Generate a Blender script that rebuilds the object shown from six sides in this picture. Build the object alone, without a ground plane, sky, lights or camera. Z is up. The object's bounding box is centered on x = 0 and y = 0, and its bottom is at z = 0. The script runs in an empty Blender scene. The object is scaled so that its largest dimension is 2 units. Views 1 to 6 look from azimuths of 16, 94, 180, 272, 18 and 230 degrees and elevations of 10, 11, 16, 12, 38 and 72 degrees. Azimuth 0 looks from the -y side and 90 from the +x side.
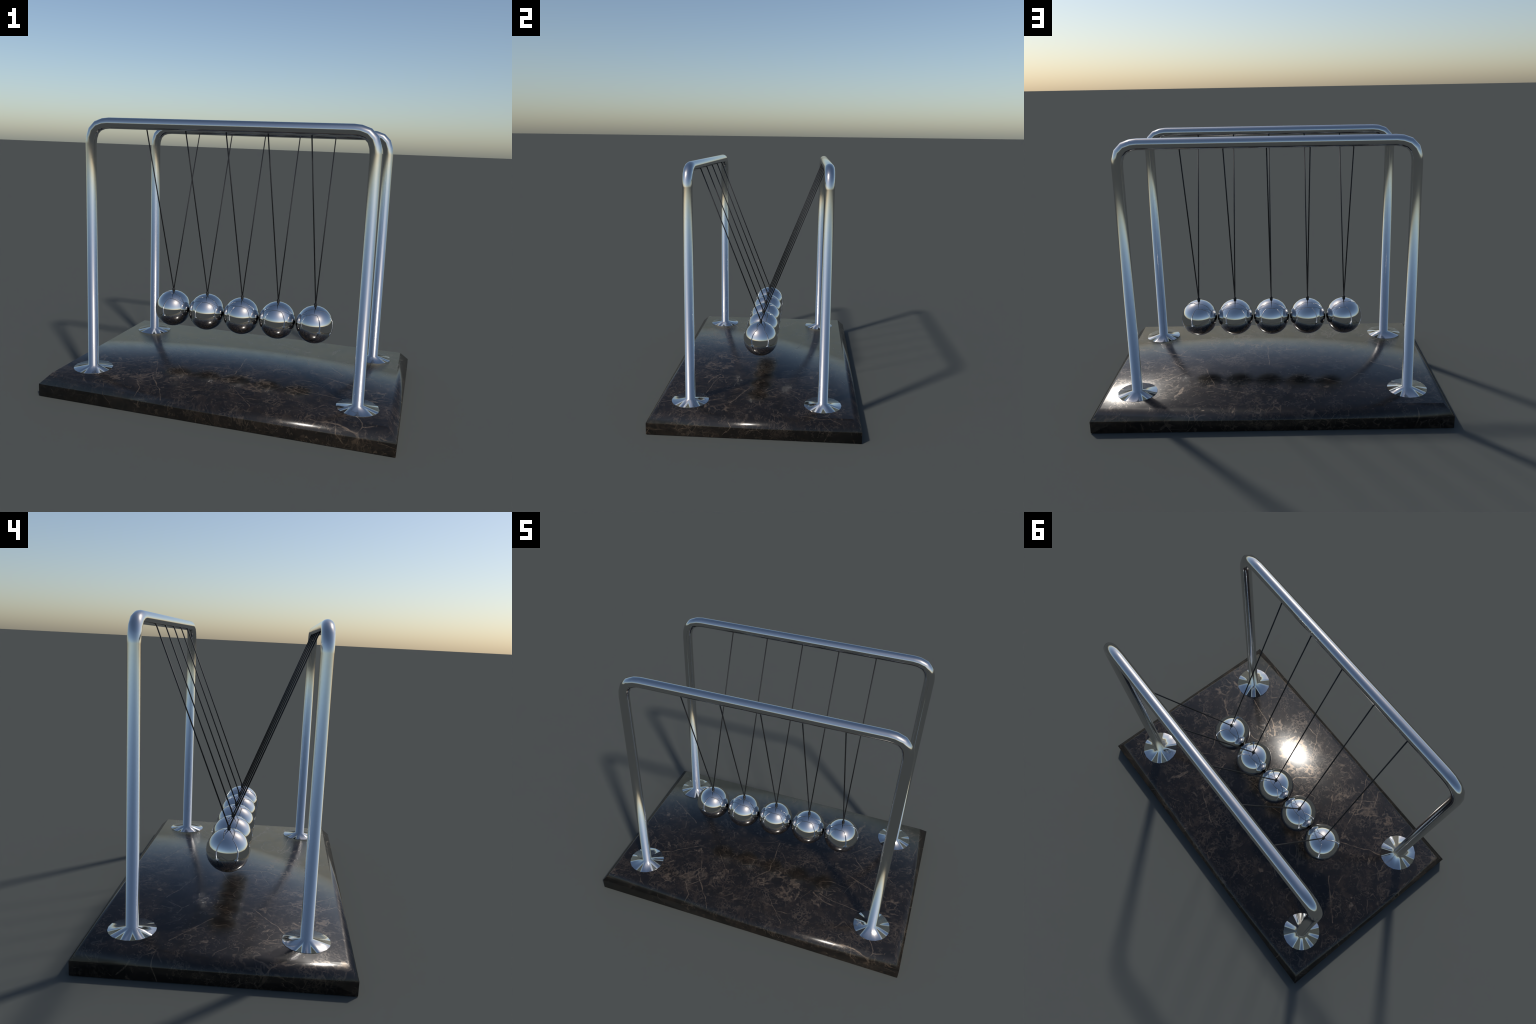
"""Newton's cradle: veined dark stone slab, two bent chrome tubes with foot
flanges, five polished steel balls hung on V-shaped pairs of black strings."""
import bpy, bmesh
from math import sin, cos, pi, radians, hypot
from mathutils import Vector, Matrix

# ------------------------------------------------------------------ sizes
SLAB_X, SLAB_Y = 1.0, 0.630          # half lengths of the slab
SLAB_EDGE, SLAB_TOP = 0.070, 0.1250  # top of the upright edge / of the slab
SLAB_LINE = 0.0605                   # normals turn up from here, drawing the dark-to-sky line
BEVEL = 0.052                        # how far the bevel runs inward
LEG_X, LEG_Y = 0.7815, 0.4065        # leg axes
TUBE_R = 0.0303
BAR_Z = 1.5460                       # axis of the horizontal bars
FLANGE_R, FLANGE_RISE = 0.1135, 0.018
BALL_R, BALL_PITCH, BALL_X0, BALL_Z = 0.1132, 0.2275, 0.0025, 0.4250
STRING_R = 0.0036
TUBE_SIDES = 20
FOOT_LIFT = 38                       # degrees: foot normals bent up so the legs mirror sky and sun

MAIN_VEINS = [((-0.49, -0.15), (-0.40, -0.36)), ((-0.40, -0.40), (-0.25, -0.62)),
              ((0.02, 0.08), (0.04, -0.20)), ((0.04, -0.20), (-0.08, -0.33)),
              ((0.41, -0.28), (0.68, -0.33)), ((-0.72, -0.30), (-0.50, -0.16)),
              ((-0.36, -0.16), (-0.22, -0.32)), ((0.34, 0.36), (0.12, 0.44)),
              ((0.34, 0.33), (0.42, 0.12)), ((-0.10, 0.20), (-0.42, 0.31)),
              ((0.55, -0.05), (0.80, -0.16)), ((-0.62, 0.05), (-0.86, 0.22)),
              ((0.10, -0.40), (0.24, -0.58)), ((0.62, 0.18), (0.88, 0.40))]
LUMP_BELTS = [((-0.42, -0.38), (-0.06, -0.33)), ((-0.06, -0.33), (0.26, -0.24)),
              ((0.20, -0.34), (0.42, -0.30)), ((0.28, 0.30), (0.40, 0.42)),
              ((-0.55, -0.46), (-0.66, -0.40))]


# -------------------------------------------------------------- node tools
class Nodes:
    def __init__(self, name):
        self.mat = bpy.data.materials.new(name)
        self.mat.use_nodes = True
        self.nt = self.mat.node_tree
        self.bsdf = self.nt.nodes["Principled BSDF"]

    def add(self, kind, **props):
        n = self.nt.nodes.new(kind)
        for k, v in props.items():
            setattr(n, k, v)
        return n

    def link(self, a, b):
        self.nt.links.new(a, b)

    def put(self, sock, v):
        if hasattr(v, "links"):
            self.link(v, sock)
        else:
            sock.default_value = v

    def math(self, op, a, b=0.0, clamp=False):
        n = self.add("ShaderNodeMath", operation=op, use_clamp=clamp)
        self.put(n.inputs[0], a)
        self.put(n.inputs[1], b)
        return n.outputs[0]

    def vmath(self, op, a, b):
        n = self.add("ShaderNodeVectorMath", operation=op)
        self.put(n.inputs[0], a)
        self.put(n.inputs[1], b)
        return n.outputs[0]

    def noise(self, vec, scale, detail=3.0, rough=0.5, out="Fac"):
        n = self.add("ShaderNodeTexNoise")
        self.link(vec, n.inputs["Vector"])
        n.inputs["Scale"].default_value = scale
        n.inputs["Detail"].default_value = detail
        n.inputs["Roughness"].default_value = rough
        return n.outputs[out]

    def cell_edge(self, vec, scale):
        n = self.add("ShaderNodeTexVoronoi", feature="DISTANCE_TO_EDGE")
        self.link(vec, n.inputs["Vector"])
        n.inputs["Scale"].default_value = scale
        return n.outputs["Distance"]

    def step(self, v, lo, hi, a=0.0, b=1.0):
        n = self.add("ShaderNodeMapRange", interpolation_type="SMOOTHSTEP")
        self.put(n.inputs["Value"], v)
        n.inputs["From Min"].default_value = lo
        n.inputs["From Max"].default_value = hi
        n.inputs["To Min"].default_value = a
        n.inputs["To Max"].default_value = b
        return n.outputs["Result"]

    def mix(self, fac, a, b):
        n = self.add("ShaderNodeMix", data_type="RGBA")
        self.put(n.inputs[0], fac)
        self.put(n.inputs[6], a)
        self.put(n.inputs[7], b)
        return n.outputs[2]


def metal(name, color, rough):
    m = Nodes(name)
    m.bsdf.inputs["Base Color"].default_value = (*color, 1)
    m.bsdf.inputs["Metallic"].default_value = 1.0
    co = m.add("ShaderNodeTexCoord").outputs["Object"]
    m.link(m.step(m.noise(co, 9.0, 4.0), 0.3, 0.7, rough * 0.92, rough * 1.08),
           m.bsdf.inputs["Roughness"])
    return m.mat


def stone():
    m = Nodes("dark_veined_marble")
    co = m.add("ShaderNodeTexCoord").outputs["Object"]

    def warp(vec, scale, amount):
        n = m.noise(vec, scale, 2.0, 0.5, "Color")
        return m.vmath("ADD", vec, m.vmath("MULTIPLY", m.vmath("SUBTRACT", n, (0.5,) * 3),
                                           (amount,) * 3))
    bent = warp(co, 1.6, 0.30)
    broad = warp(bent, 13.0, 0.020)
    fine = warp(warp(co, 4.0, 0.14), 26.0, 0.022)

    def gathered(scale, lo, hi, offset):
        """Mask: where a kind of vein gathers; bare stone elsewhere."""
        return m.step(m.noise(m.vmath("ADD", co, (offset, -offset, 0.3)), scale, 3.0, 0.6), lo, hi)

    def edges(vec, scale, width):
        """Crack network whose line width swells and dies out along its length."""
        w = m.math("MULTIPLY", m.step(m.noise(vec, scale * 1.3, 2.0), 0.32, 0.72, 0.15, 1.6), width)
        d = m.math("DIVIDE", m.cell_edge(vec, scale), w)
        return m.step(d, 0.35, 1.0, 1, 0)

    def ridges(vec, scale, width):
        """Squiggly hair lines: the level line of a noise field."""
        d = m.math("ABSOLUTE", m.math("SUBTRACT", m.noise(vec, scale, 5.0, 0.62), 0.5))
        return m.step(d, width * 0.3, width, 1, 0)

    belt = gathered(1.9, 0.40, 0.62, 3.1)
    def mul(*xs):
        r = xs[0]
        for x in xs[1:]:
            r = m.math("MULTIPLY", r, x)
        return r

    longv = mul(edges(broad, 2.7, 0.0085), gathered(4.0, 0.53, 0.58, 7.7))
    longv2 = mul(edges(m.vmath("ADD", broad, (5.3, 2.1, 0.0)), 4.2, 0.012),
                 gathered(5.4, 0.54, 0.60, 1.3))
    shards = mul(edges(m.vmath("ADD", fine, (2.3, 8.1, 0.0)), 8.0, 0.030),
                 gathered(8.0, 0.54, 0.62, 8.8))
    web = mul(edges(fine, 21.0, 0.100), gathered(7.0, 0.54, 0.64, 5.9))
    hair = mul(ridges(fine, 13.0, 0.014), gathered(10.0, 0.50, 0.60, 9.2))
    flecks = mul(ridges(m.vmath("MULTIPLY", fine, (1.0, 1.6, 1.0)), 32.0, 0.035),
                 gathered(21.0, 0.52, 0.64, 2.4))
    crumbs = mul(edges(fine, 46.0, 0.20), gathered(9.0, 0.47, 0.62, 4.5), belt)
    grit = mul(m.step(m.noise(fine, 55.0, 5.0, 0.65), 0.55, 0.64), gathered(5.5, 0.50, 0.68, 6.6))
    # the main veins run straight across the top between these points
    flat = m.vmath("MULTIPLY", warp(warp(co, 5.0, 0.05), 24.0, 0.014), (1, 1, 0))

    def segment(a, b):
        a, d = Vector((*a, 0)), Vector((b[0] - a[0], b[1] - a[1], 0))
        rel = m.vmath("SUBTRACT", flat, tuple(a))
        dot = m.add("ShaderNodeVectorMath", operation="DOT_PRODUCT")
        m.link(rel, dot.inputs[0])
        dot.inputs[1].default_value = tuple(d / d.length_squared)
        t = m.math("ADD", dot.outputs["Value"], 0.0, clamp=True)
        along = m.add("ShaderNodeVectorMath", operation="SCALE")
        along.inputs[0].default_value = tuple(d)
        m.link(t, along.inputs["Scale"])
        gap = m.add("ShaderNodeVectorMath", operation="LENGTH")
        m.link(m.vmath("SUBTRACT", rel, along.outputs[0]), gap.inputs[0])
        return gap.outputs["Value"]

    near = None
    for a, b in MAIN_VEINS:
        g = segment(a, b)
        near = g if near is None else m.math("MINIMUM", near, g)
    swell = m.step(m.noise(flat, 14.0, 3.0, 0.6), 0.34, 0.70, 0.0007, 0.0068)
    main = m.step(m.math("DIVIDE", near, swell), 0.5, 1.0, 1, 0)
    # pale lumps strung along the belts
    lumps = None
    for a, b in LUMP_BELTS:
        g = m.step(segment(a, b), 0.03, 0.13, 0.13, 0.0)
        lumps = g if lumps is None else m.math("MAXIMUM", lumps, g)
    holes = m.step(m.cell_edge(fine, 22.0), 0.10, 0.20, 1.0, 0.10)
    lump_field = m.math("ADD", m.noise(m.vmath("ADD", bent, (1.7, 4.4, 0.0)), 7.5, 6.0, 0.62), lumps)
    blobs = mul(m.step(lump_field, 0.655, 0.675), holes)
    v = mul(longv, 0.85)
    for part, gain in ((longv2, 0.70), (shards, 0.60), (web, 0.55), (hair, 0.55), (flecks, 0.50),
                       (crumbs, 0.50), (grit, 0.30), (blobs, 0.70), (main, 0.85)):
        v = m.math("MAXIMUM", v, mul(part, gain))
    v = mul(v, m.step(m.noise(co, 50.0, 4.0, 0.7), 0.28, 0.66, 0.40, 1.0))
    cloud = m.step(m.noise(fine, 11.0, 8.0, 0.75), 0.42, 0.74)
    ground = m.mix(cloud, (0.0085, 0.0072, 0.0062, 1), (0.0245, 0.0178, 0.0130, 1))
    veincol = m.mix(m.noise(co, 9.0, 2.0), (0.076, 0.050, 0.031, 1), (0.092, 0.073, 0.056, 1))
    m.link(m.mix(v, ground, veincol), m.bsdf.inputs["Base Color"])
    # veins take a warmer, duller polish than the dark ground
    rough = m.step(m.noise(co, 14.0, 4.0), 0.3, 0.7, 0.185, 0.215)
    m.link(m.math("ADD", rough, mul(v, 0.13)), m.bsdf.inputs["Roughness"])
    m.link(m.math("ADD", mul(v, 0.65), 0.42), m.bsdf.inputs["Specular IOR Level"])
    m.link(m.mix(v, (1, 1, 1, 1), (1.0, 0.74, 0.52, 1)), m.bsdf.inputs["Specular Tint"])
    return m.mat


def cord():
    m = Nodes("black_cord")
    co = m.add("ShaderNodeTexCoord").outputs["Object"]
    m.link(m.mix(m.noise(co, 60.0), (0.0035, 0.0035, 0.004, 1), (0.007, 0.007, 0.0075, 1)),
           m.bsdf.inputs["Base Color"])
    m.bsdf.inputs["Roughness"].default_value = 0.6
    return m.mat


STEEL = metal("brushed_chrome_tube", (0.62, 0.62, 0.61), 0.115)
MIRROR = metal("polished_steel_ball", (0.66, 0.66, 0.65), 0.045)
STONE = stone()
CORD = cord()


# ------------------------------------------------------------ object tools
def make(name, verts, faces, mat, parent=None, normals=None, loop_normals=None):
    me = bpy.data.meshes.new(name)
    me.from_pydata([tuple(v) for v in verts], [], faces)
    me.validate()
    me.materials.append(mat)
    me.shade_smooth()
    if normals:
        me.normals_split_custom_set_from_vertices([tuple(Vector(n).normalized()) for n in normals])
    if loop_normals:
        me.normals_split_custom_set([tuple(Vector(n).normalized()) for n in loop_normals])
    ob = bpy.data.objects.new(name, me)
    bpy.context.scene.collection.objects.link(ob)
    if parent:
        ob.parent = parent
    return ob


root = bpy.data.objects.new("newtons_cradle", None)
bpy.context.scene.collection.objects.link(root)
root["label"] = "chrome newton's cradle with five steel balls on dark marble base"
root["category"] = "desk toy"


# -------------------------------------------------------------------- slab
def slab():
    corners = [(-1, -1), (1, -1), (1, 1), (-1, 1)]
    verts, normals = [], []

    def ring(inset, z, normal):
        for sx, sy in corners:
            verts.append((sx * (SLAB_X - inset), sy * (SLAB_Y - inset), z))
            normals.append(normal(sx, sy))
    ring(0, 0, lambda sx, sy: (sx, sy, -0.10))
    ring(0, SLAB_LINE, lambda sx, sy: (sx, sy, 0.12))
    ring(0, SLAB_EDGE, lambda sx, sy:
         (0.80 * sx, 0.50 * sy, 0.34) if sx == sy else (0.62 * sx, 0.72 * sy, 0.32))
    # flat top; normals tilted to shape the curved horizon reflection and sun spot
    ring(BEVEL, SLAB_TOP, lambda sx, sy:
         (0.181 * sx, 0.393 * sy, 1) if sx == sy else (0.476 * sx, 0.259 * sy, 1))
    faces = [(3, 2, 1, 0), (12, 13, 14, 15)]
    for lo in (0, 4, 8):
        for i in range(4):
            j = (i + 1) % 4
            faces.append((lo + i, lo + j, lo + 4 + j, lo + 4 + i))
    return make("marble_base", verts, faces, STONE, root, normals=normals)


slab()


# ------------------------------------------------------------------ frames
def sweep(points, radius, sides, phase=0.0):
    """Tube through points lying in a plane y = const (rings mitred)."""
    verts, normals, faces = [], [], []
    n = len(points)
    for i, p in enumerate(points):
        a = (points[i] - points[i - 1]).normalized() if i else None
        b = (points[i + 1] - points[i]).normalized() if i < n - 1 else None
        t = ((a or b) + (b or a)).normalized()
        stretch = 1.0 / max(0.5, t.dot(b or a))
        side = Vector((0, 1, 0))
        up = side.cross(t).normalized()
        for k in range(sides):
            w = 2 * pi * (k + phase) / sides
            d = side * cos(w) + up * sin(w) * stretch
            verts.append(p + d * radius)
            nrm = (side * cos(w) + up * sin(w)).normalized()
            if i in (0, n - 1):              # end-ring normals tipped up: sky gradient and sun streak along the leg
                nrm = nrm * cos(radians(FOOT_LIFT)) + Vector((0, 0, sin(radians(FOOT_LIFT))))
            normals.append(nrm)
    for i in range(n - 1):
        for k in range(sides):
            k2 = (k + 1) % sides
            faces.append((i * sides + k, (i + 1) * sides + k,
                          (i + 1) * sides + k2, i * sides + k2))
    faces.append(tuple(range(sides)))
    faces.append(tuple((n - 1) * sides + k for k in reversed(range(sides))))
    return verts, faces, normals


def frame_path(y):
    # bend: straight chords, turning most in the middle of the corner
    turns = [6, 19.5, 45, 70.5, 84]
    chords = [0.034, 0.039, 0.037, 0.039, 0.034]
    dx = sum(c * cos(radians(t)) for c, t in zip(chords, turns))
    x, z = LEG_X - dx, BAR_Z
    bend = [(x, z)]
    for c, t in zip(chords, turns):
        x += c * cos(radians(t))
        z -= c * sin(radians(t))
        bend.append((x, z))
    right = [Vector((px, y, pz)) for px, pz in bend]
    right.append(Vector((LEG_X, y, SLAB_TOP + FLANGE_RISE)))
    left = [Vector((-p.x, y, p.z)) for p in reversed(right)]
    return left + right


WEDGES = [0, 52, 88, 124, 160, 196, 232, 268, 294, 326]   # azimuths of dark reflection wedges set by rim normals
PLAIN = {(-1, -1): {88, 124, 232, 294}, (1, -1): {88, 196, 268, 294},
         (1, 1): {88, 196, 268, 294}, (-1, 1): {88, 268}}  # wedges left light, normals near upright


def flange_mesh(plain):
    """Foot plate: a low cone. Bent normals put a starburst reflection on it: some
    at the rim lean right out (dark wedges), those between face up (sky spokes)."""
    N = len(WEDGES)

    def tilt(deg_w, deg):
        w, t = radians(deg_w), radians(deg)
        return Vector((cos(w) * sin(t), sin(w) * sin(t), cos(t)))
    verts, faces, normals, az = [], [], [], []
    for w in WEDGES:                                       # ring at the tube
        verts.append((TUBE_R * cos(radians(w)), TUBE_R * sin(radians(w)), FLANGE_RISE))
        normals.append(tilt(w, 90 - FOOT_LIFT))
    for k, w in enumerate(WEDGES):                         # rim, two points per wedge
        nxt = WEDGES[(k + 1) % N] + (360 if k == N - 1 else 0)
        az += [w, (w + nxt) / 2]
        for u, lean in ((w, 20 if w in plain else 104), ((w + nxt) / 2, 15)):
            verts.append((FLANGE_R * cos(radians(u)), FLANGE_R * sin(radians(u)), 0.002))
            normals.append(tilt(u, lean))
    for k in range(N):
        k2, rim = (k + 1) % N, N + 2 * k
        last = N + (2 * k + 2) % (2 * N)
        faces += [(k, rim, rim + 1), (k, rim + 1, k2), (k2, rim + 1, last)]
    low = len(verts)
    for k in range(2 * N):                                 # thin edge down to the stone
        x, y, z = verts[N + k]
        verts += [(x, y, z), (x, y, -0.002)]
        normals += [tilt(az[k], 90)] * 2
    for k in range(2 * N):
        a, b = low + 2 * k, low + 2 * ((k + 1) % (2 * N))
        faces.append((a, a + 1, b + 1, b))
    return verts, faces, normals


for sy in (-1, 1):
    v, f, n = sweep(frame_path(sy * LEG_Y), TUBE_R, TUBE_SIDES)
    frame = make("frame_tube", v, f, STEEL, root, normals=n)
    for sx in (-1, 1):
        fv, ff, fn = flange_mesh(PLAIN[(sx, sy)])
        ob = make("foot_flange", fv, ff, STEEL, frame, normals=fn)
        ob.location = (sx * LEG_X, sy * LEG_Y, SLAB_TOP)


# ------------------------------------------------------------ balls, strings
def uv_ball(radius, segs, rings):
    verts, faces = [(0, 0, radius)], []
    for i in range(1, rings):
        t = pi * i / rings
        for k in range(segs):
            w = 2 * pi * k / segs
            verts.append((radius * sin(t) * cos(w), radius * sin(t) * sin(w), radius * cos(t)))
    verts.append((0, 0, -radius))
    last = len(verts) - 1
    for k in range(segs):
        k2 = (k + 1) % segs
        faces.append((0, 1 + k, 1 + k2))
        for i in range(rings - 2):
            a, b = 1 + i * segs, 1 + (i + 1) * segs
            faces.append((a + k, b + k, b + k2, a + k2))
        a = 1 + (rings - 2) * segs
        faces.append((a + k, last, a + k2))
    return verts, faces


def lathe(profile, segs):
    verts, faces = [], []
    for r, z in profile:
        for k in range(segs):
            w = 2 * pi * k / segs
            verts.append((r * cos(w), r * sin(w), z))
    for i in range(len(profile) - 1):
        for k in range(segs):
            k2 = (k + 1) % segs
            faces.append((i * segs + k, i * segs + k2, (i + 1) * segs + k2, (i + 1) * segs + k))
    faces.append(tuple(range(segs))[::-1])
    faces.append(tuple((len(profile) - 1) * segs + k for k in range(segs)))
    return verts, faces


def rod(a, b, radius, segs=8):
    t = (b - a).normalized()
    u = t.orthogonal().normalized()
    w = t.cross(u)
    verts = [p + (u * cos(2 * pi * k / segs) + w * sin(2 * pi * k / segs)) * radius
             for p in (a, b) for k in range(segs)]
    faces = [(k, (k + 1) % segs, segs + (k + 1) % segs, segs + k) for k in range(segs)]
    faces += [tuple(range(segs))[::-1], tuple(range(segs, 2 * segs))]
    return verts, faces


ball = knob = None
strings = {}
for i in range(5):
    x = BALL_X0 + (i - 2) * BALL_PITCH
    if ball is None:
        bv, bf = uv_ball(BALL_R, 20, 14)
        ball = b = make("steel_ball", bv, bf, MIRROR, root)
        for p in b.data.polygons:
            p.use_smooth = True
        kv, kf = lathe([(0.0080, -0.004), (0.0092, 0.002), (0.0094, 0.010), (0.0084, 0.0145),
                        (0.0050, 0.0170)], 10)
        knob = kn = make("string_knob", kv, kf, CORD, b)
    else:
        b = ball.copy()
        bpy.context.scene.collection.objects.link(b)
        kn = knob.copy()
        bpy.context.scene.collection.objects.link(kn)
        kn.parent = b
    b.parent = root
    b.location = (x, 0, BALL_Z)
    kn.location = (0, 0, BALL_R)
    for s in (-1, 1):
        if s not in strings:
            lo = Vector((0, s * 0.002, BALL_Z + BALL_R + 0.010))
            hi = Vector((0, s * (LEG_Y - 0.0195), BAR_Z - 0.0195))   # inner lower side of the bar
            sv, sf = rod(lo, hi, STRING_R)
            strings[s] = st = make("string", sv, sf, CORD, root)
        else:
            st = strings[s].copy()
            bpy.context.scene.collection.objects.link(st)
            st.parent = root
        st.location = (x, 0, 0)
